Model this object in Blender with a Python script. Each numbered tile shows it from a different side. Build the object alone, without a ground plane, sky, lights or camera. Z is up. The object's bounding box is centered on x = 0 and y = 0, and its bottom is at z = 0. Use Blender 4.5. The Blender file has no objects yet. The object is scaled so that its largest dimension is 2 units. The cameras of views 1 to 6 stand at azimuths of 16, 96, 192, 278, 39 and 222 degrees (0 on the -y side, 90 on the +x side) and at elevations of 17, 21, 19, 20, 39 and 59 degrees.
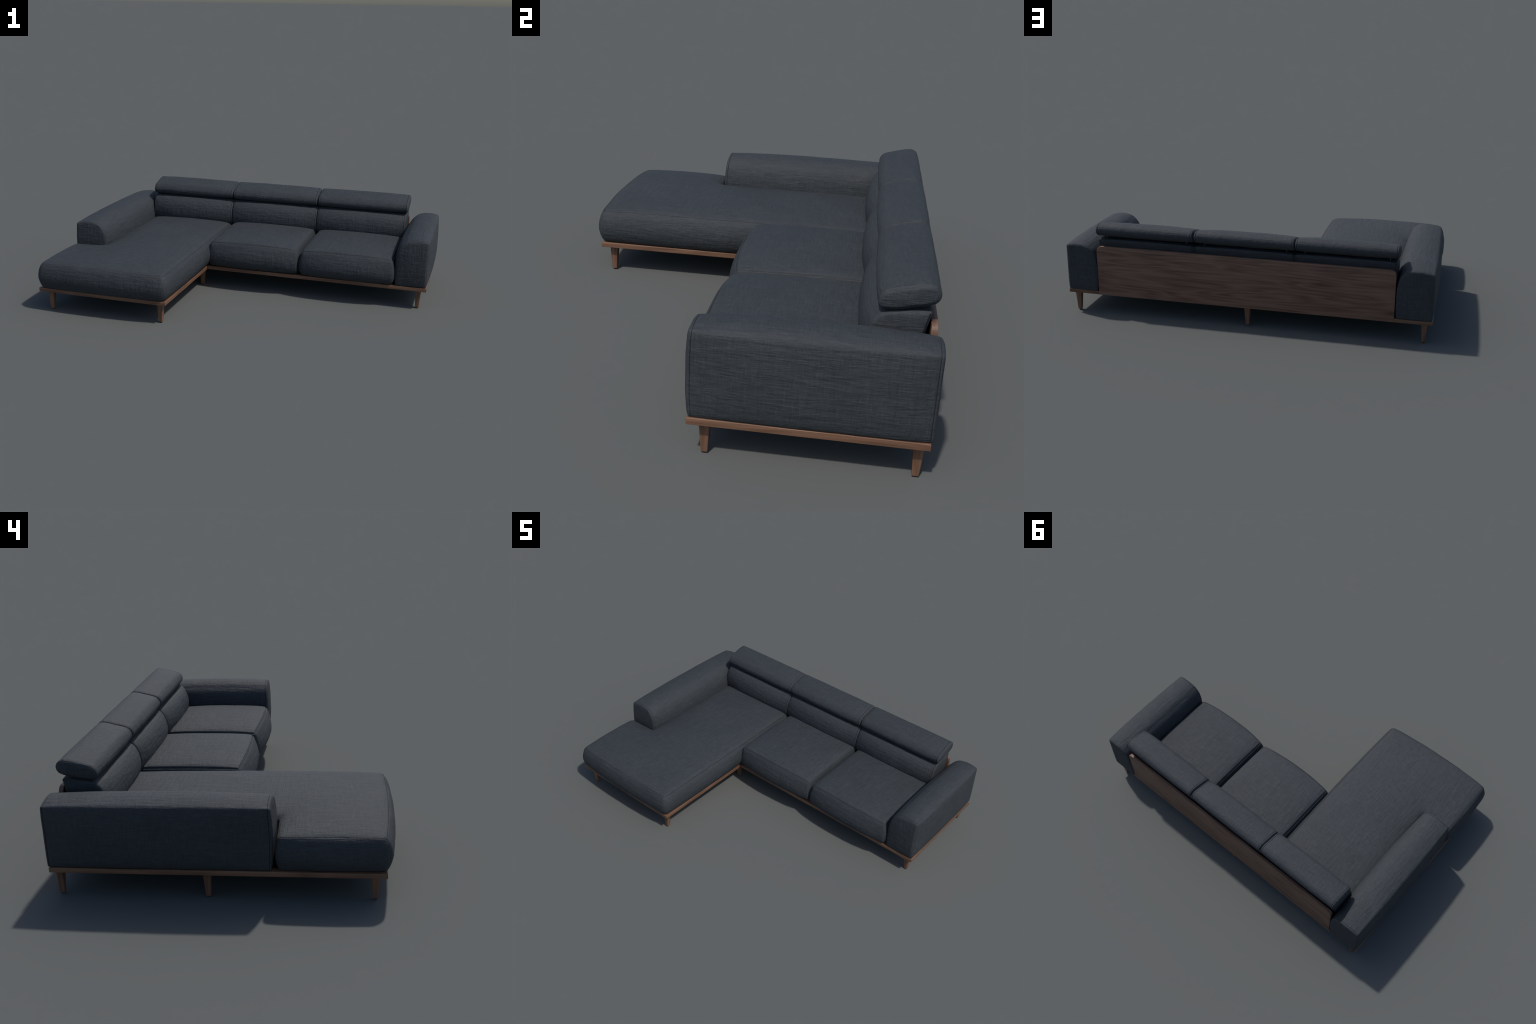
"""Corner sofa with chaise: dark slate fabric upholstery on a low walnut frame.

Every upholstered piece is made by one routine, upholster(): a closed profile
made of named sides is swept through stations along an axis, its two ends are
closed by domed panels, and a stitched seam (groove + rim) runs round the ends.
"""
import bpy, bmesh, math, random
import numpy as np
from mathutils import Vector, noise

random.seed(7)
np.random.seed(7)

# ----------------------------------------------------------------- materials
def new_material(name):
    m = bpy.data.materials.new(name)
    m.use_nodes = True
    nt = m.node_tree
    nt.nodes.clear()
    out = nt.nodes.new("ShaderNodeOutputMaterial")
    bsdf = nt.nodes.new("ShaderNodeBsdfPrincipled")
    nt.links.new(bsdf.outputs[0], out.inputs[0])
    return m, nt, bsdf


def node(nt, kind, **kw):
    n = nt.nodes.new(kind)
    for k, v in kw.items():
        setattr(n, k, v)
    return n


def math_node(nt, op, a, b):
    n = node(nt, "ShaderNodeMath", operation=op)
    for i, v in enumerate((a, b)):
        if isinstance(v, (int, float)):
            n.inputs[i].default_value = v
        else:
            nt.links.new(v, n.inputs[i])
    return n.outputs[0]


def stretched_noise(nt, vec, scale, detail=2.0, rough=0.5, offset=(0, 0, 0), distortion=0.0):
    mp = node(nt, "ShaderNodeMapping")
    mp.inputs["Scale"].default_value = scale
    mp.inputs["Location"].default_value = offset
    nt.links.new(vec, mp.inputs["Vector"])
    nz = node(nt, "ShaderNodeTexNoise")
    nz.inputs["Scale"].default_value = 1.0
    nz.inputs["Detail"].default_value = detail
    nz.inputs["Roughness"].default_value = rough
    nz.inputs["Distortion"].default_value = distortion
    nt.links.new(mp.outputs[0], nz.inputs["Vector"])
    return nz.outputs["Fac"]


def ramp(nt, fac, stops):
    r = node(nt, "ShaderNodeValToRGB")
    e = r.color_ramp.elements
    while len(e) < len(stops):
        e.new(0.5)
    for el, (p, c) in zip(e, stops):
        el.position = p
        el.color = (*c, 1.0) if len(c) == 3 else c
    nt.links.new(fac, r.inputs[0])
    return r.outputs[0]


def fabric_material():
    """Slubby linen: threads run along the two axes that lie in the surface, uneven in thickness."""
    m, nt, bsdf = new_material("slate_linen_fabric")
    coord = node(nt, "ShaderNodeTexCoord")
    tc = coord.outputs["Object"]
    sep = node(nt, "ShaderNodeSeparateXYZ")
    nt.links.new(coord.outputs["Normal"], sep.inputs[0])
    lies = [math_node(nt, "SUBTRACT", 1.0, math_node(nt, "POWER", math_node(nt, "ABSOLUTE", sep.outputs[i], 0), 1.5))
            for i in range(3)]

    def threads(along, across, detail, rough, seed):
        total = None
        for i in range(3):
            scale = [across] * 3
            scale[i] = along
            n = stretched_noise(nt, tc, tuple(scale), detail, rough, (seed + 3.1 * i, seed * 1.7 + i, 2.3 * seed - i))
            n = math_node(nt, "MULTIPLY", math_node(nt, "SUBTRACT", n, 0.5), lies[i])
            total = n if total is None else math_node(nt, "ADD", total, n)
        return total                                   # centred on 0
    fine = threads(30.0, 420.0, 1.0, 0.5, 1.0)
    slub = threads(15.0, 165.0, 2.0, 0.55, 4.0)
    pull = threads(10.0, 60.0, 2.0, 0.5, 8.0)
    broad = math_node(nt, "SUBTRACT", stretched_noise(nt, tc, (7.0, 7.0, 7.0), 3.0, 0.55), 0.5)
    tone = math_node(nt, "ADD", math_node(nt, "MULTIPLY", fine, 0.22), math_node(nt, "MULTIPLY", slub, 0.16))
    tone = math_node(nt, "ADD", tone, math_node(nt, "MULTIPLY", broad, 0.10))
    tone = math_node(nt, "ADD", tone, 0.5)
    col = ramp(nt, tone, [(0.32, FABRIC_DARK), (0.50, FABRIC_MID), (0.68, FABRIC_LIGHT)])
    nt.links.new(col, bsdf.inputs["Base Color"])
    bsdf.inputs["Roughness"].default_value = 0.75
    bsdf.inputs["Specular IOR Level"].default_value = 0.40
    bsdf.inputs["Sheen Weight"].default_value = 0.0
    bsdf.inputs["Sheen Roughness"].default_value = 0.5
    height = math_node(nt, "ADD", math_node(nt, "MULTIPLY", fine, 0.25), math_node(nt, "MULTIPLY", slub, 0.46))
    height = math_node(nt, "ADD", height, math_node(nt, "MULTIPLY", pull, 0.85))
    bump = node(nt, "ShaderNodeBump")
    bump.inputs["Strength"].default_value = 1.0
    bump.inputs["Distance"].default_value = 0.0031
    nt.links.new(height, bump.inputs["Height"])
    nt.links.new(bump.outputs[0], bsdf.inputs["Normal"])
    return m


def wood_material(name, grain, tones, seed, wide=1.0, rough=0.42):
    """Walnut with the grain running along one object axis ('x' or 'z')."""
    m, nt, bsdf = new_material(name)
    tc = node(nt, "ShaderNodeTexCoord").outputs["Object"]
    info = node(nt, "ShaderNodeObjectInfo")
    shift = node(nt, "ShaderNodeCombineXYZ")
    for i in range(3):
        nt.links.new(math_node(nt, "MULTIPLY", info.outputs["Random"], 3.0 + 2 * i), shift.inputs[i])
    add = node(nt, "ShaderNodeVectorMath", operation="ADD")
    nt.links.new(tc, add.inputs[0])
    nt.links.new(shift.outputs[0], add.inputs[1])
    vec = add.outputs[0]

    def sc(along, across):
        s = {"x": (along, across, across), "z": (across, across, along)}[grain]
        return tuple(v / wide for v in s)
    # broad wavy figure: contour lines of a stretched noise give cathedral grain
    figure = stretched_noise(nt, vec, sc(1.1, 13.0), 2.0, 0.45, (seed, 0, 0), 0.25)
    rings = math_node(nt, "FRACT", math_node(nt, "MULTIPLY", figure, 9.0), 0)
    rings = math_node(nt, "ABSOLUTE", math_node(nt, "SUBTRACT", rings, 0.5), 0)
    rings = math_node(nt, "MULTIPLY", rings, 2.0)
    streak = stretched_noise(nt, vec, sc(2.6, 105.0), 3.0, 0.62, (seed + 2, 1, 0))
    pores = stretched_noise(nt, vec, sc(22.0, 520.0), 1.0, 0.5, (seed + 5, 3, 1))
    cloud = stretched_noise(nt, vec, sc(2.2, 9.0), 2.0, 0.5, (seed + 9, 3, 1))
    t = math_node(nt, "ADD", math_node(nt, "MULTIPLY", rings, 0.19), math_node(nt, "MULTIPLY", streak, 0.58))
    t = math_node(nt, "ADD", t, math_node(nt, "MULTIPLY", pores, 0.12))
    t = math_node(nt, "ADD", t, math_node(nt, "MULTIPLY", cloud, 0.24))
    col = ramp(nt, t, [(0.34, tones[0]), (0.50, tones[1]), (0.68, tones[2])])
    nt.links.new(col, bsdf.inputs["Base Color"])
    bsdf.inputs["Roughness"].default_value = rough
    bsdf.inputs["Specular IOR Level"].default_value = 0.4
    bump = node(nt, "ShaderNodeBump")
    bump.inputs["Strength"].default_value = 0.25
    bump.inputs["Distance"].default_value = 0.001
    nt.links.new(pores, bump.inputs["Height"])
    nt.links.new(bump.outputs[0], bsdf.inputs["Normal"])
    return m


def plain_material(name, colour, rough, metal=0.0):
    m, nt, bsdf = new_material(name)
    tc = node(nt, "ShaderNodeTexCoord").outputs["Object"]
    nz = stretched_noise(nt, tc, (60, 60, 60), 2.0)
    col = ramp(nt, nz, [(0.3, tuple(c * 0.85 for c in colour)), (0.7, tuple(min(1, c * 1.1) for c in colour))])
    nt.links.new(col, bsdf.inputs["Base Color"])
    bsdf.inputs["Roughness"].default_value = rough
    bsdf.inputs["Metallic"].default_value = metal
    return m


FABRIC_DARK = (0.0180, 0.0213, 0.0250)
FABRIC_MID = (0.0358, 0.0415, 0.0476)
FABRIC_LIGHT = (0.060, 0.067, 0.075)
WOOD_TONES = ((0.100, 0.051, 0.031), (0.155, 0.081, 0.049), (0.208, 0.113, 0.070))
PANEL_TONES = ((0.060, 0.032, 0.022), (0.146, 0.079, 0.053), (0.205, 0.119, 0.081))

FABRIC = fabric_material()
SEAM_DARK = plain_material("dark_seam_line", (0.006, 0.007, 0.009), 0.9)
RAIL_WOOD = wood_material("walnut_rail", "x", WOOD_TONES, 1.0)
LEG_WOOD = wood_material("walnut_leg", "z", WOOD_TONES, 4.0)
PANEL_WOOD = wood_material("walnut_panel", "x", PANEL_TONES, 11.3, 1.0, 0.5)
DECK = plain_material("dark_platform_board", (0.03, 0.022, 0.018), 0.8)
RUBBER = plain_material("black_foot_pad", (0.012, 0.012, 0.012), 0.7)
STEEL = plain_material("steel_pin", (0.22, 0.22, 0.21), 0.4, 1.0)

# ----------------------------------------------------------------- hierarchy
sofa = bpy.data.objects.new("corner_sofa", None)
bpy.context.scene.collection.objects.link(sofa)
sofa["label"] = "dark slate fabric corner sofa with chaise on walnut frame"
sofa["category"] = "sofa"


def add_object(name, mesh, mat, parent=sofa, loc=(0, 0, 0)):
    ob = bpy.data.objects.new(name, mesh)
    bpy.context.scene.collection.objects.link(ob)
    if mat is not None and not mesh.materials:
        mesh.materials.append(mat)
    ob.parent = parent
    ob.location = loc
    return ob


# -------------------------------------------------------------- 2D profiles
def spline(points, per=14):
    """Dense Catmull-Rom curve through the control points."""
    p = np.array(points, float)
    if len(p) == 2:
        return p[0] + (p[1] - p[0]) * np.linspace(0, 1, 40)[:, None]
    q = np.vstack([2 * p[0] - p[1], p, 2 * p[-1] - p[-2]])
    out = []
    for i in range(1, len(q) - 2):
        a, b, c, d = q[i - 1:i + 3]
        t = np.linspace(0, 1, per, endpoint=False)[:, None]
        out.append(0.5 * (2 * b + (c - a) * t + (2 * a - 5 * b + 4 * c - d) * t ** 2
                          + (3 * b - a - 3 * c + d) * t ** 3))
    out.append(p[-1:])
    return np.vstack(out)


def bowed(a, b, bow):
    """Nearly straight side from a to b, bulging outwards (to the right of travel) by bow."""
    a, b = np.array(a, float), np.array(b, float)
    t = np.linspace(0, 1, 60)[:, None]
    d = b - a
    n = np.array([d[1], -d[0]]) / np.linalg.norm(d)
    return a + d * t + n * bow * (1 - np.abs(2 * t - 1) ** 2.2)


def resample(poly, n, cluster=0.5):
    """n segments by arc length, packed more closely towards both ends."""
    seg = np.linalg.norm(np.diff(poly, axis=0), axis=1)
    s = np.concatenate([[0], np.cumsum(seg)])
    u = np.linspace(0, 1, n + 1)
    u = (1 - cluster) * u + cluster * (3 * u ** 2 - 2 * u ** 3)
    return np.stack([np.interp(u * s[-1], s, poly[:, k]) for k in (0, 1)], 1)


def soften(P, times):
    for _ in range(times):
        P = 0.5 * P + 0.25 * (np.roll(P, 1, 0) + np.roll(P, -1, 0))
    return P


def outward(P):
    t = np.roll(P, -1, 0) - np.roll(P, 1, 0)
    n = np.stack([t[:, 1], -t[:, 0]], 1)
    return n / np.linalg.norm(n, axis=1)[:, None]


# ------------------------------------------------------------ topology grid
def rect_steps(counts):
    a, b, c, d = counts
    return [(1, 0)] * a + [(0, 1)] * b + [(-1, 0)] * c + [(0, -1)] * d


def grid_cells(steps):
    """Rectilinear lattice polygon -> boundary lattice points and inside cells."""
    pts = [(0, 0)]
    for s in steps[:-1]:
        pts.append((pts[-1][0] + s[0], pts[-1][1] + s[1]))
    pts = np.array(pts)
    lo = pts.min(0)
    pts = pts - lo
    W, H = pts.max(0)
    inside = np.zeros((W, H), bool)
    for j in range(H):                       # scanline over vertical boundary edges
        xs = []
        for k, s in enumerate(steps):
            if s[0] == 0:
                y0 = min(pts[k][1], pts[k][1] + s[1])
                if y0 == j:
                    xs.append(pts[k][0])
        xs.sort()
        for x0, x1 in zip(xs[::2], xs[1::2]):
            inside[x0:x1, j] = True
    return pts, inside


def relax(values, fixed, used, rhs=0.0, iters=1500):
    """Laplace / Poisson relaxation on the lattice (fixed border)."""
    v = values.copy()
    free = used & ~fixed
    for _ in range(iters):
        nb = np.zeros_like(v)
        nb[1:-1, 1:-1] = 0.25 * (v[2:, 1:-1] + v[:-2, 1:-1] + v[1:-1, 2:] + v[1:-1, :-2])
        v[free] = nb[free] + rhs
    return v


class Sheet:
    """Lattice of an end panel; maps border positions to interior positions."""

    def __init__(self, steps, power):
        self.pts, self.inside = grid_cells(steps)
        W, H = self.inside.shape
        used = np.zeros((W + 1, H + 1), bool)
        for dx in (0, 1):
            for dy in (0, 1):
                used[dx:W + dx, dy:H + dy] |= self.inside
        border = np.zeros_like(used)
        border[self.pts[:, 0], self.pts[:, 1]] = True
        self.used, self.border = used, border
        self.index = -np.ones(used.shape, int)
        self.interior = np.argwhere(used & ~border)
        self.rect = bool(self.inside.all())
        phi = relax(np.zeros(used.shape), border, used, 1.0, 2500)
        self.dome = (phi / phi.max()) ** power

    def spread(self, B):
        """B (N,2) border -> interior (M,2)."""
        W, H = self.inside.shape
        if self.rect:
            g = np.zeros((W + 1, H + 1, 2))
            g[self.pts[:, 0], self.pts[:, 1]] = B
            u = np.linspace(0, 1, W + 1)[:, None, None]
            v = np.linspace(0, 1, H + 1)[None, :, None]
            # use the clustered spacing of the borders as parameters
            bl = g[:, 0]
            su = np.concatenate([[0], np.cumsum(np.linalg.norm(np.diff(bl, axis=0), axis=1))])
            u = (su / su[-1])[:, None, None]
            bl = g[0]
            sv = np.concatenate([[0], np.cumsum(np.linalg.norm(np.diff(bl, axis=0), axis=1))])
            v = (sv / sv[-1])[None, :, None]
            c = ((1 - v) * g[:, :1] + v * g[:, -1:] + (1 - u) * g[:1] + u * g[-1:]
                 - ((1 - u) * (1 - v) * g[0, 0] + u * (1 - v) * g[-1, 0]
                    + (1 - u) * v * g[0, -1] + u * v * g[-1, -1]))
            return c[self.interior[:, 0], self.interior[:, 1]]
        out = []
        for k in (0, 1):
            g = np.zeros(self.used.shape)
            g[self.used] = B[:, k].mean()
            g[self.pts[:, 0], self.pts[:, 1]] = B[:, k]
            g = relax(g, self.border, self.used, 0.0, 3000)
            out.append(g[self.interior[:, 0], self.interior[:, 1]])
        return np.stack(out, 1)


def lumps(co, amount, freq, seed):
    """Soft unevenness of stuffed fabric."""
    out = np.empty(len(co))
    off = Vector((seed * 3.7, seed * 1.3, seed * 2.9))
    for i, p in enumerate(co):
        v = Vector(p) * freq + off
        out[i] = noise.noise(v) + 0.5 * noise.noise(v * 2.3)
    return out * amount


def upholster(name, sides, counts, steps, stations, axis, caps, weights,
              soft=4, lump=0.0012, lump_freq=9.0, seed=1.0, rise=None, dome_power=0.6,
              warp=None, parent=sofa, seam_rings=(), corner_notch=0.0):
    """
    sides    dense 2D polylines, counter-clockwise, each starting where the last ends
    counts   segments per side;  steps  lattice walk of the same border
    stations (a, base offset, bulge) along the axis
    caps     dome heights (first end, last end)
    weights  per side (start, middle, end) bulge weights
    rise     optional per side weights; the station's 4th value moves the ring along the axis
    """
    P, wts, rs = [], [], []
    for i, (poly, n, w) in enumerate(zip(sides, counts, weights)):
        P.append(resample(poly, n)[:-1])
        s = np.linspace(0, 1, n + 1)[:-1]
        bell = 1 - np.abs(2 * s - 1) ** 2.4
        ends = w[0] * (1 - s) + w[2] * s
        wts.append(ends + (w[1] - ends) * bell)
        rs.append((rise[i] if rise else 0.0) * bell)
    P, w, rs = np.vstack(P), np.concatenate(wts), np.concatenate(rs)
    P = soften(P, soft)
    n2 = outward(P)
    if corner_notch:                             # vertical seams where side panels meet
        corner = np.concatenate([[0], np.cumsum(counts)[:-1]])
        P[corner] -= n2[corner] * corner_notch
    N, S = len(P), len(stations)
    rings = []
    for st in stations:
        a, base, bulge = st[:3]
        lift = st[3] if len(st) > 3 else 0.0
        q = P + n2 * (base + bulge * w)[:, None]
        rings.append(np.column_stack([q, a + lift * rs]))
    # the station(s) that lie deepest between their neighbours are seam grooves
    verts = [np.vstack(rings)]
    faces = []
    k = np.arange(N)
    kn = (k + 1) % N
    for j in range(S - 1):
        faces += np.column_stack([j * N + k, j * N + kn, (j + 1) * N + kn, (j + 1) * N + k]).tolist()
    sheet = Sheet(steps, dome_power)
    start = S * N
    for end, sign in ((0, -1), (1, 1)):
        ring = rings[0] if end == 0 else rings[-1]
        base_index = 0 if end == 0 else (S - 1) * N
        inner = sheet.spread(ring[:, :2])
        zb = np.zeros(sheet.used.shape)
        zb[sheet.pts[:, 0], sheet.pts[:, 1]] = ring[:, 2] - ring[:, 2].mean()
        if np.ptp(ring[:, 2]) > 1e-6:
            zb = relax(zb, sheet.border, sheet.used, 0.0, 800)
        d = sheet.dome[sheet.interior[:, 0], sheet.interior[:, 1]] * caps[end] * sign
        z = ring[:, 2].mean() + zb[sheet.interior[:, 0], sheet.interior[:, 1]] + d
        idx = -np.ones(sheet.used.shape, int)
        idx[sheet.pts[:, 0], sheet.pts[:, 1]] = base_index + np.arange(N)
        idx[sheet.interior[:, 0], sheet.interior[:, 1]] = start + np.arange(len(inner))
        verts.append(np.column_stack([inner, z]))
        start += len(inner)
        c = np.argwhere(sheet.inside)
        quads = np.column_stack([idx[c[:, 0], c[:, 1]], idx[c[:, 0] + 1, c[:, 1]],
                                 idx[c[:, 0] + 1, c[:, 1] + 1], idx[c[:, 0], c[:, 1] + 1]])
        faces += quads.tolist()
    V = np.vstack(verts)
    if axis == "y":
        V = V[:, [0, 2, 1]]
    elif axis == "x":
        V = V[:, [2, 0, 1]]
    if warp is not None:
        V = warp(V)
    me = bpy.data.meshes.new(name)
    me.from_pydata(V.tolist(), [], faces)
    bm = bmesh.new()
    bm.from_mesh(me)
    bmesh.ops.recalc_face_normals(bm, faces=bm.faces[:])
    bm.to_mesh(me)
    bm.free()
    if lump:
        no = np.empty(len(me.vertices) * 3)
        me.vertex_normals.foreach_get("vector", no)
        no = no.reshape(-1, 3)
        V = V + no * lumps(V, lump, lump_freq, seed)[:, None]
        # cloth pulls into soft upright puckers on the faces towards the front
        facing = np.clip(-no[:, 1] * 1.4 - 0.2, 0, 1)
        sel = np.where(facing > 0.02)[0]
        if len(sel):
            squeezed = V[sel] * np.array([20.0, 4.0, 6.5])
            side = V[sel] * np.array([5.0, 4.0, 26.0])
            p = lumps(squeezed, 0.0009, 1.0, seed + 3) + lumps(side, 0.0006, 1.0, seed + 8)
            V[sel] += no[sel] * (p * facing[sel])[:, None]
        me.vertices.foreach_set("co", V.ravel())
    me.polygons.foreach_set("use_smooth", [True] * len(me.polygons))
    me.materials.append(FABRIC)
    me.materials.append(SEAM_DARK)
    slot = np.zeros(len(me.polygons), int)
    for j in seam_rings:
        slot[j * N:(j + 1) * N] = 1
    me.polygons.foreach_set("material_index", slot)
    me.update()
    centre = (V.max(0) + V.min(0)) / 2
    me.transform(__import__("mathutils").Matrix.Translation(-Vector(centre)))
    return add_object(name, me, FABRIC, parent, centre)


def seam_end(at, sign, inset=0.009, radius=0.006, depth=0.0020):
    """Stations of a sewn end, from the body to the panel edge at `at`."""
    s = sign
    return [(at - s * (inset + 0.0045), 0.0), (at - s * (inset + 0.0020), 0.0),
            (at - s * (inset + 0.0010), -depth * 0.6), (at - s * (inset - 0.0010), -depth * 0.6),
            (at - s * (inset - 0.0020), 0.0002),
            (at - s * radius * 0.75, -0.0001), (at - s * radius * 0.30, -radius * 0.32),
            (at, -radius)]


SEAM_STRIP = 2                                   # strip of seam_end in the near-black seam colour


def swept_stations(a0, a1, belly, count=26, **kw):
    """Stations from a0 to a1 with a sewn seam at each end; belly(t) in 0..1, t in -1..1."""
    first = seam_end(a0, -1, **kw)[::-1]
    last = seam_end(a1, 1, **kw)
    lo, hi = first[-1][0], last[0][0]
    t = np.linspace(-1, 1, count)
    t = 0.75 * t + 0.25 * np.sin(t * math.pi / 2)
    mids = [(lo + (hi - lo) * (x + 1) / 2, 0.0) for x in t[1:-1]]
    out = []
    for a, o in first + mids + last:
        tt = (2 * a - a0 - a1) / (a1 - a0)
        out.append((a, o, belly(tt)))
    return out


def count_for(poly, size):
    return max(4, int(round(np.linalg.norm(np.diff(poly, axis=0), axis=1).sum() / size)))


# ---------------------------------------------------------------- cushions
CELL = 0.0075
FLOOR = 0.1265                                   # top of the frame


def seat_like(name, sides, walk, top, dome, weights, side_profile, rise, seed, counts=None, soft=5):
    counts = counts or [count_for(s, CELL) for s in sides]
    steps = []
    for c, d in zip(counts, walk):
        steps += [d] * c
    st = []
    for z, base, bulge in side_profile:
        st.append((z, base, bulge, max(0.0, (z - FLOOR) / (top - FLOOR))))
    # sewn rim: rounded lip, near-black groove, then the top panel
    st += [(top - 0.0046, 0.0026, 0.0022, 1.0), (top - 0.0016, 0.0012, 0.0008, 1.0),
           (top - 0.0004, 0.0001, 0, 1.0), (top - 0.0013, -0.0005, 0, 1.0), (top - 0.0005, -0.0024, 0, 1.0),
           (top + 0.0008, -0.0031, 0, 1.0), (top + 0.0020, -0.0055, 0, 1.0)]
    return upholster(name, sides, counts, steps, st, "z", (0.0, dome), weights, soft=soft, corner_notch=0.0016,
                     lump=0.0011, lump_freq=8.0, seed=seed, rise=rise, dome_power=0.62, seam_rings=[len(st) - 4])


# chaise: long L-shaped cushion, cut out round the left armrest
A, B_ = (-0.968, -0.630), (-0.277, -0.628)
chaise_sides = [bowed(A, B_, 0.014), bowed(B_, (-0.280, 0.550), 0.006),
                bowed((-0.280, 0.550), (-0.790, 0.550), 0.0),
                bowed((-0.790, 0.550), (-0.792, -0.226), 0.0),
                bowed((-0.792, -0.226), (-0.972, -0.232), 0.0),
                bowed((-0.972, -0.232), A, 0.004)]
cc = [count_for(s, 0.009) for s in chaise_sides]
cc[2], cc[0] = cc[0] - cc[4], cc[0]
cc[1] = cc[3] + cc[5]
seat_like("chaise_cushion", chaise_sides,
          [(1, 0), (0, 1), (-1, 0), (0, -1), (-1, 0), (0, -1)], 0.2590, 0.0300,
          [(0.5, 0.75, 0.5), (0.6, 0.9, 0.3), (0, 0, 0), (0, 0, 0), (-0.4, -0.4, 0), (0.2, 0.8, 0.5)],
          [(0.1262, -0.030, 0), (0.1270, -0.005, 0.000), (0.1295, 0.0015, 0.001), (0.1350, 0.0060, 0.003), (0.1440, 0.0090, 0.0065),
           (0.158, 0.0125, 0.0105), (0.178, 0.0160, 0.0130), (0.200, 0.0160, 0.0130),
           (0.220, 0.0135, 0.0110), (0.236, 0.0100, 0.0080), (0.247, 0.0068, 0.0050)],
          [0.008, 0.006, 0, 0, 0, 0.004], 1.0, cc, 9)


def seat(x0, x1, y0, y1, seed, left, right):
    s = [bowed((x0, y0), (x1, y1), 0.015), bowed((x1, y1), (x1, 0.530), 0.002),
         bowed((x1, 0.530), (x0, 0.530), 0.0), bowed((x0, 0.530), (x0, y0), 0.002)]
    c = [count_for(p, CELL) for p in s]
    c[1] = c[3] = max(c[1], c[3])
    c[2] = c[0]
    prof = [(0.1262, -0.034, -0.004), (0.1272, -0.015, -0.006), (0.1300, -0.006, -0.002), (0.1335, 0.000, 0.001),
            (0.139, 0.0045, 0.004), (0.149, 0.0095, 0.0110), (0.163, 0.0135, 0.0145),
            (0.180, 0.0150, 0.0150), (0.200, 0.0145, 0.0140), (0.220, 0.0120, 0.0110),
            (0.236, 0.0085, 0.0070), (0.248, 0.0055, 0.0045)]
    return seat_like("seat_cushion", s, [(1, 0), (0, 1), (-1, 0), (0, -1)], 0.2615, 0.030,
                     [(0.25, 1.0, 0.25), (right, right, right), (0, 0, 0), (left, left, left)],
                     prof, [0.013, 0.006, 0.0, 0.006], seed, c)


seat(-0.248, 0.264, 0.015, 0.018, 2.0, 0.30, -0.30)
seat(0.293, 0.800, 0.013, 0.011, 3.0, 0.35, -0.05)


# ----------------------------------------------------------------- armrests
def armrest(profile_side, y0, y1, seed, front_dome, crisp):
    """profile_side: sides (bottom, outer, top, inner) ordered counter-clockwise in (x, z)."""
    sides = [spline(p) for p in profile_side["sides"]]
    c = [count_for(p, 0.0085) for p in sides]
    c[0] = c[2] = max(c[0], c[2])
    c[1] = c[3] = max(c[1], c[3])
    belly = lambda t: crisp * (1 - abs(t) ** 12) + (1 - crisp) * (1 - abs(t) ** 2.2)
    st = swept_stations(y0, y1, belly, 44, inset=0.0090, radius=0.0048, depth=0.0011)

    def warp(V):
        # the sewn front swells forward between floor and top edge
        V = V.copy()
        h = np.clip((V[:, 2] - FLOOR) / 0.26, 0, 1)
        near = np.clip((y0 + 0.05 - V[:, 1]) / 0.05, 0, 1.5)
        V[:, 1] -= 0.006 * (1 - np.abs(2 * h - 1) ** 2.2) * near
        return V
    return upholster("armrest", sides, c, rect_steps(c), st, "y", (front_dome, 0.004),
                     profile_side["weights"], soft=1, seam_rings=[len(st) - 8 + SEAM_STRIP, 7 - 1 - SEAM_STRIP], lump=0.0014, lump_freq=8.0, seed=seed,
                     dome_power=0.55, warp=warp)


FL = FLOOR
right_arm = {"sides": [
    [(0.822, FL), (0.900, FL), (0.982, FL)],
    [(0.982, FL), (0.985, 0.150), (0.985, 0.250), (0.985, 0.340), (0.984, 0.380)],
    [(0.984, 0.380), (0.960, 0.3865), (0.930, 0.3885), (0.900, 0.3860), (0.870, 0.3770), (0.851, 0.363)],
    [(0.851, 0.363), (0.836, 0.344), (0.824, 0.315), (0.818, 0.280), (0.816, 0.220), (0.817, 0.150), (0.822, FL)]],
    "weights": [(0, 0, 0), (0.002, 0.0160, 0.0090), (0.0080, 0.014, 0.010), (0.011, 0.017, 0.002)]}
armrest(right_arm, 0.0145, 0.663, 4.0, 0.006, 0.35)
left_arm = {"sides": [
    [(-0.979, FL), (-0.900, FL), (-0.803, FL)],
    [(-0.803, FL), (-0.798, 0.150), (-0.7965, 0.220), (-0.7975, 0.285), (-0.803, 0.322), (-0.815, 0.352), (-0.832, 0.372)],
    [(-0.832, 0.372), (-0.850, 0.3825), (-0.872, 0.388), (-0.905, 0.3895), (-0.940, 0.385), (-0.979, 0.376)],
    [(-0.979, 0.376), (-0.981, 0.340), (-0.981, 0.250), (-0.981, 0.150), (-0.979, FL)]],
    "weights": [(0, 0, 0), (0.002, 0.015, 0.011), (0.010, 0.0105, 0.0080), (0.0080, 0.0195, 0.002)]}
armrest(left_arm, -0.207, 0.663, 5.0, 0.004, 0.12)


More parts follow.
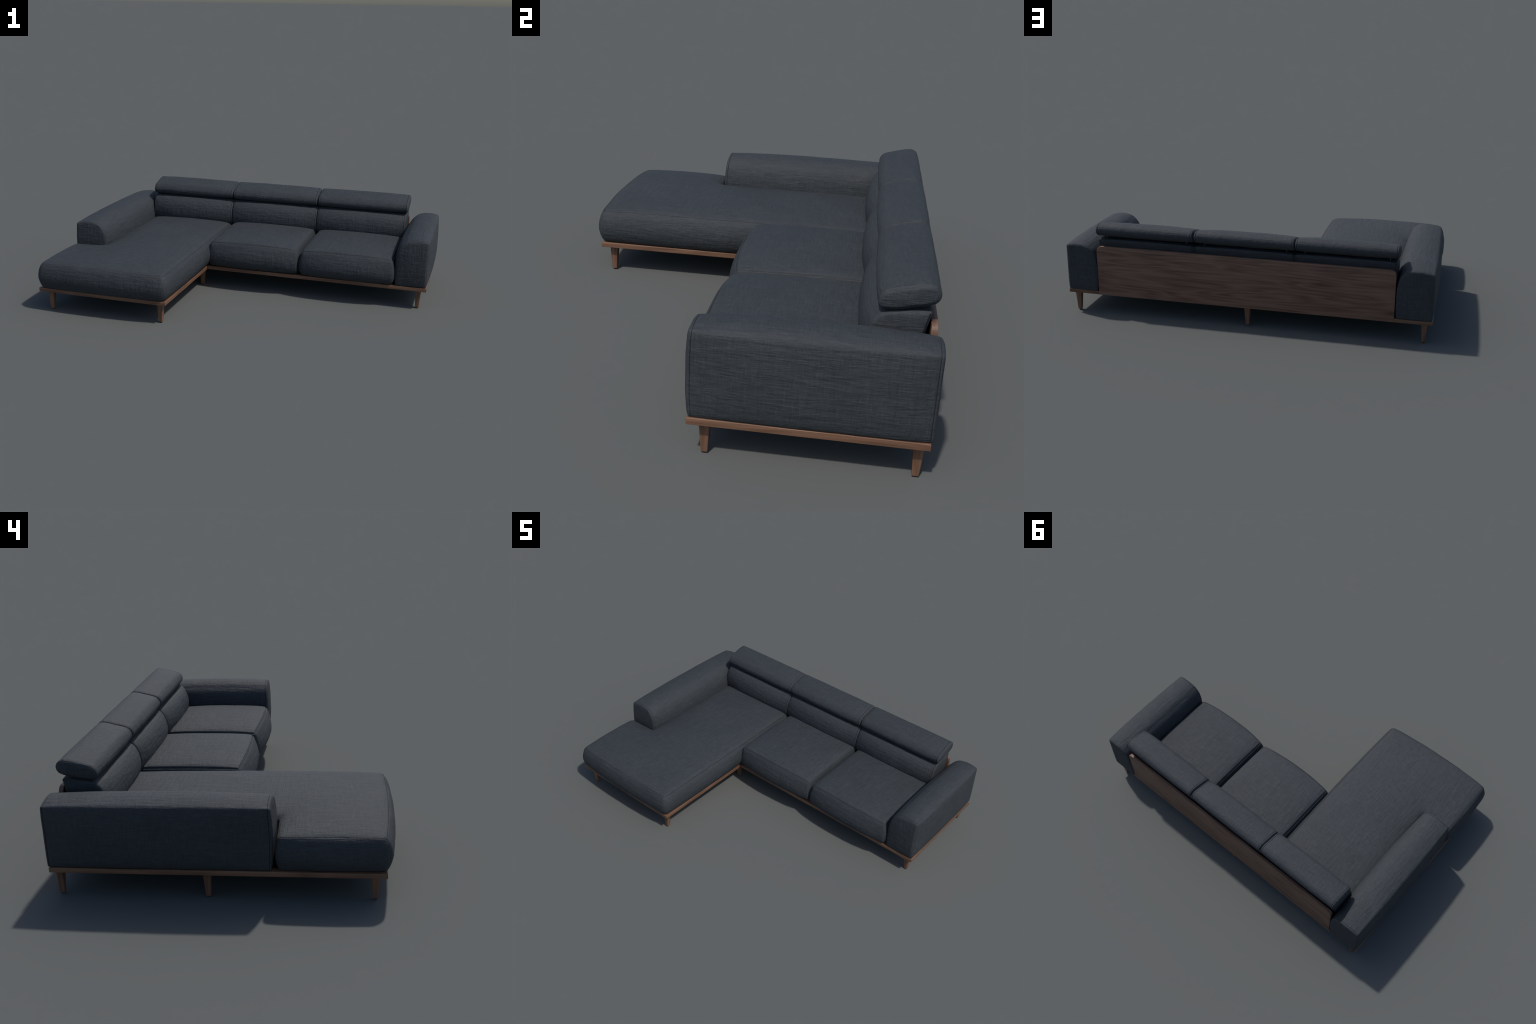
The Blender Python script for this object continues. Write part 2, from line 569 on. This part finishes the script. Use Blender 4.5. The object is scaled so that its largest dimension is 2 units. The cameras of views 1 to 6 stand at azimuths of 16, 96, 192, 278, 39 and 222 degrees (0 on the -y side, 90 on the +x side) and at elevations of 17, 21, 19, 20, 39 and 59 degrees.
# ------------------------------------------------ back cushions and headrests
def loaf(name, section, x0, x1, weights, dome, seed, power=3.0, **kw):
    sides = [spline(p) for p in section]
    c = [count_for(p, 0.0065) for p in sides]
    c[0] = c[2] = max(c[0], c[2])
    c[1] = c[3] = max(c[1], c[3])
    st = swept_stations(x0, x1, lambda t: 1 - abs(t) ** power, 34, **kw)
    return upholster(name, sides, c, rect_steps(c), st, "x", (dome, dome), weights, soft=2, seam_rings=[len(st) - 8 + SEAM_STRIP, 7 - 1 - SEAM_STRIP],
                     lump=0.0010, lump_freq=10.0, seed=seed)


# sections in (y, z): bottom, back, top, front
BACK_SECTION = [
    [(0.486, 0.247), (0.540, 0.243), (0.602, 0.245)],
    [(0.602, 0.245), (0.610, 0.295), (0.624, 0.355), (0.638, 0.417)],
    [(0.638, 0.417), (0.600, 0.4175), (0.555, 0.4140), (0.520, 0.408), (0.500, 0.400)],
    [(0.500, 0.400), (0.482, 0.380), (0.469, 0.350), (0.463, 0.320), (0.463, 0.290), (0.470, 0.265), (0.486, 0.247)]]
HEAD_SECTION = [
    [(0.506, 0.4155), (0.540, 0.4165), (0.580, 0.4255), (0.620, 0.4345), (0.646, 0.4445)],
    [(0.646, 0.4445), (0.654, 0.4560), (0.657, 0.4700), (0.652, 0.4850), (0.640, 0.4955), (0.624, 0.5000)],
    [(0.624, 0.5000), (0.595, 0.4955), (0.560, 0.4865), (0.520, 0.4765), (0.504, 0.4690)],
    [(0.504, 0.4690), (0.4935, 0.4560), (0.4890, 0.4420), (0.4930, 0.4260), (0.506, 0.4155)]]
spans = [(-0.7905, -0.2665), (-0.2640, 0.2715), (0.2740, 0.8065)]
head_spans = [(-0.7990, -0.2715), (-0.2680, 0.2670), (0.2730, 0.8140)]
pin_mesh = None
for i, ((a, b), (ha, hb)) in enumerate(zip(spans, head_spans)):
    loaf("back_cushion", BACK_SECTION, a, b,
         [(0, 0, 0), (0, 0.003, 0.002), (0.004, 0.006, 0.006), (0.008, 0.020, 0.004)],
         0.0035, 6.0 + i, 2.6, inset=0.009, radius=0.0065, depth=0.0016)
    head = loaf("headrest", HEAD_SECTION, ha, hb,
                [(0.002, 0.004, 0.001), (0.000, 0.001, 0.003), (0.003, 0.008, 0.006), (0.005, 0.005, 0.003)],
                0.0032, 10.0 + i, 3.0, inset=0.0115, radius=0.0085, depth=0.0018)
    if pin_mesh is None:
        bm = bmesh.new()
        bmesh.ops.create_cone(bm, cap_ends=True, segments=14, radius1=0.0016, radius2=0.0016, depth=0.034)
        pin_mesh = bpy.data.meshes.new("hinge_pin")
        bm.to_mesh(pin_mesh)
        bm.free()
        pin_mesh.polygons.foreach_set("use_smooth", [True] * len(pin_mesh.polygons))
    for px in (ha + 0.047, hb - 0.046):
        add_object("hinge_pin", pin_mesh, STEEL, head, Vector((px, 0.608, 0.422)) - head.location)


# -------------------------------------------------------------- wooden parts
def bevelled(bm, width, segments=2):
    bmesh.ops.bevel(bm, geom=bm.edges[:], offset=width, segments=segments, profile=0.5, affect="EDGES")


def smooth_by_angle(me, deg=35):
    me.polygons.foreach_set("use_smooth", [True] * len(me.polygons))
    me.set_sharp_from_angle(angle=math.radians(deg))


RAIL_LOW, RAIL_HIGH = 0.106, 0.1262


def rail(p, q, depth=0.036, mitre=(0, 0), side=1, parent=sofa):
    """Rail whose outer lower edge runs p -> q; depth goes to the left of travel.
    mitre +1 / -1: 45 degree cut shortening / lengthening the inner edge, 0 square."""
    p, q = Vector((*p, 0)), Vector((*q, 0))
    L = (q - p).length
    bm = bmesh.new()
    e = 0.0004
    corners = [(e, 0), (L - e, 0), (L - e - mitre[1] * depth, depth), (e + mitre[0] * depth, depth)]
    lo = [bm.verts.new((x - L / 2, y, RAIL_LOW)) for x, y in corners]
    hi = [bm.verts.new((x - L / 2, y, RAIL_HIGH)) for x, y in corners]
    bm.faces.new(lo[::-1])
    bm.faces.new(hi)
    for i in range(4):
        j = (i + 1) % 4
        bm.faces.new((lo[i], lo[j], hi[j], hi[i]))
    bmesh.ops.recalc_face_normals(bm, faces=bm.faces[:])
    long_edges = [x for x in bm.edges if abs((x.verts[0].co - x.verts[1].co).x) > depth * 1.2]
    bmesh.ops.bevel(bm, geom=long_edges, offset=0.0016, segments=3, profile=0.5, affect="EDGES")
    me = bpy.data.meshes.new("frame_rail")
    bm.to_mesh(me)
    bm.free()
    smooth_by_angle(me)
    ob = add_object("frame_rail", me, RAIL_WOOD, parent, (p + q) / 2)
    ob.rotation_euler = (0, 0, math.atan2((q - p).y, (q - p).x))
    return ob


XL, XI, XR = -0.9850, -0.2655, 0.9880
YF, YS, YB = -0.6340, 0.0105, 0.6570
PL, PR = -0.7905, 0.8135                       # back panel ends
rail((XL, YF), (XI, YF), mitre=(1, 1))
rail((XI, YF), (XI, YS + 0.036), mitre=(1, 0))
rail((XI, YS), (XR, YS), mitre=(0, 1))
rail((XR, YS), (XR, YB), mitre=(1, 1))
rail((XR, YB), (PR, YB), mitre=(1, 0))
rail((PL, YB), (XL, YB), mitre=(0, 1))
rail((XL, YB), (XL, YF), mitre=(1, 1))


def platform(x0, x1, y0, y1):
    bm = bmesh.new()
    bmesh.ops.create_cube(bm, size=1.0)
    for v in bm.verts:
        v.co = Vector((v.co.x * (x1 - x0), v.co.y * (y1 - y0), v.co.z * 0.0150))
    bevelled(bm, 0.001, 1)
    me = bpy.data.meshes.new("platform_board")
    bm.to_mesh(me)
    bm.free()
    add_object("platform_board", me, DECK, sofa, ((x0 + x1) / 2, (y0 + y1) / 2, 0.1165))


platform(XL + 0.036, XI - 0.036, YF + 0.036, YB - 0.036)
platform(XI - 0.034, XR - 0.036, YS + 0.036, YB - 0.036)

# upright back panel with two rounded upper corners
bm = bmesh.new()
r, zt, zb, w = 0.031, 0.3835, 0.1055, (PR - PL)
outline = [(-w / 2, zb), (w / 2, zb)]
for k in range(13):
    t = math.pi / 2 * k / 12
    outline.append((w / 2 - r + r * math.cos(t), zt - r + r * math.sin(t)))
for k in range(13):
    t = math.pi / 2 + math.pi / 2 * k / 12
    outline.append((-w / 2 + r + r * math.cos(t), zt - r + r * math.sin(t)))
face = bm.faces.new([bm.verts.new((x, 0, z - 0.245)) for x, z in outline])
ext = bmesh.ops.extrude_face_region(bm, geom=[face])
bmesh.ops.translate(bm, verts=[v for v in ext["geom"] if isinstance(v, bmesh.types.BMVert)], vec=(0, 0.0195, 0))
bmesh.ops.recalc_face_normals(bm, faces=bm.faces[:])
rim = [e for e in bm.edges if abs(e.verts[0].co.y - e.verts[1].co.y) < 1e-6]
bmesh.ops.bevel(bm, geom=rim, offset=0.0020, segments=3, profile=0.5, affect="EDGES")
me = bpy.data.meshes.new("back_panel")
bm.to_mesh(me)
bm.free()
smooth_by_angle(me)
add_object("back_panel", me, PANEL_WOOD, sofa, ((PL + PR) / 2, 0.6385, 0.245))


# tapered legs, each on a small black pad
def leg_mesh():
    bm = bmesh.new()
    n = 9
    rings = []
    for k in range(n):
        t = k / (n - 1)
        z = 0.003 + t * (RAIL_LOW - 0.0005 - 0.003)
        h = 0.0095 + (0.0158 - 0.0095) * t
        b = 0.0022
        ring = []
        for sx, sy in ((1, 1), (-1, 1), (-1, -1), (1, -1)):
            for a in range(4):
                ang = math.atan2(sy, sx) - math.pi / 4 + math.pi / 2 * a / 3
                ring.append(bm.verts.new((sx * (h - b) + b * math.cos(ang), sy * (h - b) + b * math.sin(ang), z)))
        rings.append(ring)
    for r0, r1 in zip(rings, rings[1:]):
        for i in range(len(r0)):
            j = (i + 1) % len(r0)
            bm.faces.new((r0[i], r0[j], r1[j], r1[i]))
    bm.faces.new(rings[0][::-1])
    bm.faces.new(rings[-1])
    me = bpy.data.meshes.new("leg")
    bm.to_mesh(me)
    bm.free()
    smooth_by_angle(me, 40)
    return me


def pad_mesh():
    bm = bmesh.new()
    bmesh.ops.create_cone(bm, cap_ends=True, segments=20, radius1=0.0080, radius2=0.0080, depth=0.0032)
    me = bpy.data.meshes.new("foot_pad")
    bm.to_mesh(me)
    bm.free()
    smooth_by_angle(me, 40)
    return me


LEG, PAD = leg_mesh(), pad_mesh()
for x, y in ((-0.307, -0.590), (-0.934, -0.590), (-0.307, 0.046), (-0.943, 0.044), (0.943, 0.055),
             (0.943, 0.630), (-0.943, 0.628), (-0.017, 0.625)):
    lg = add_object("leg", LEG, LEG_WOOD, sofa, (x, y, 0))
    add_object("foot_pad", PAD, RUBBER, lg, (0, 0, 0.0016))
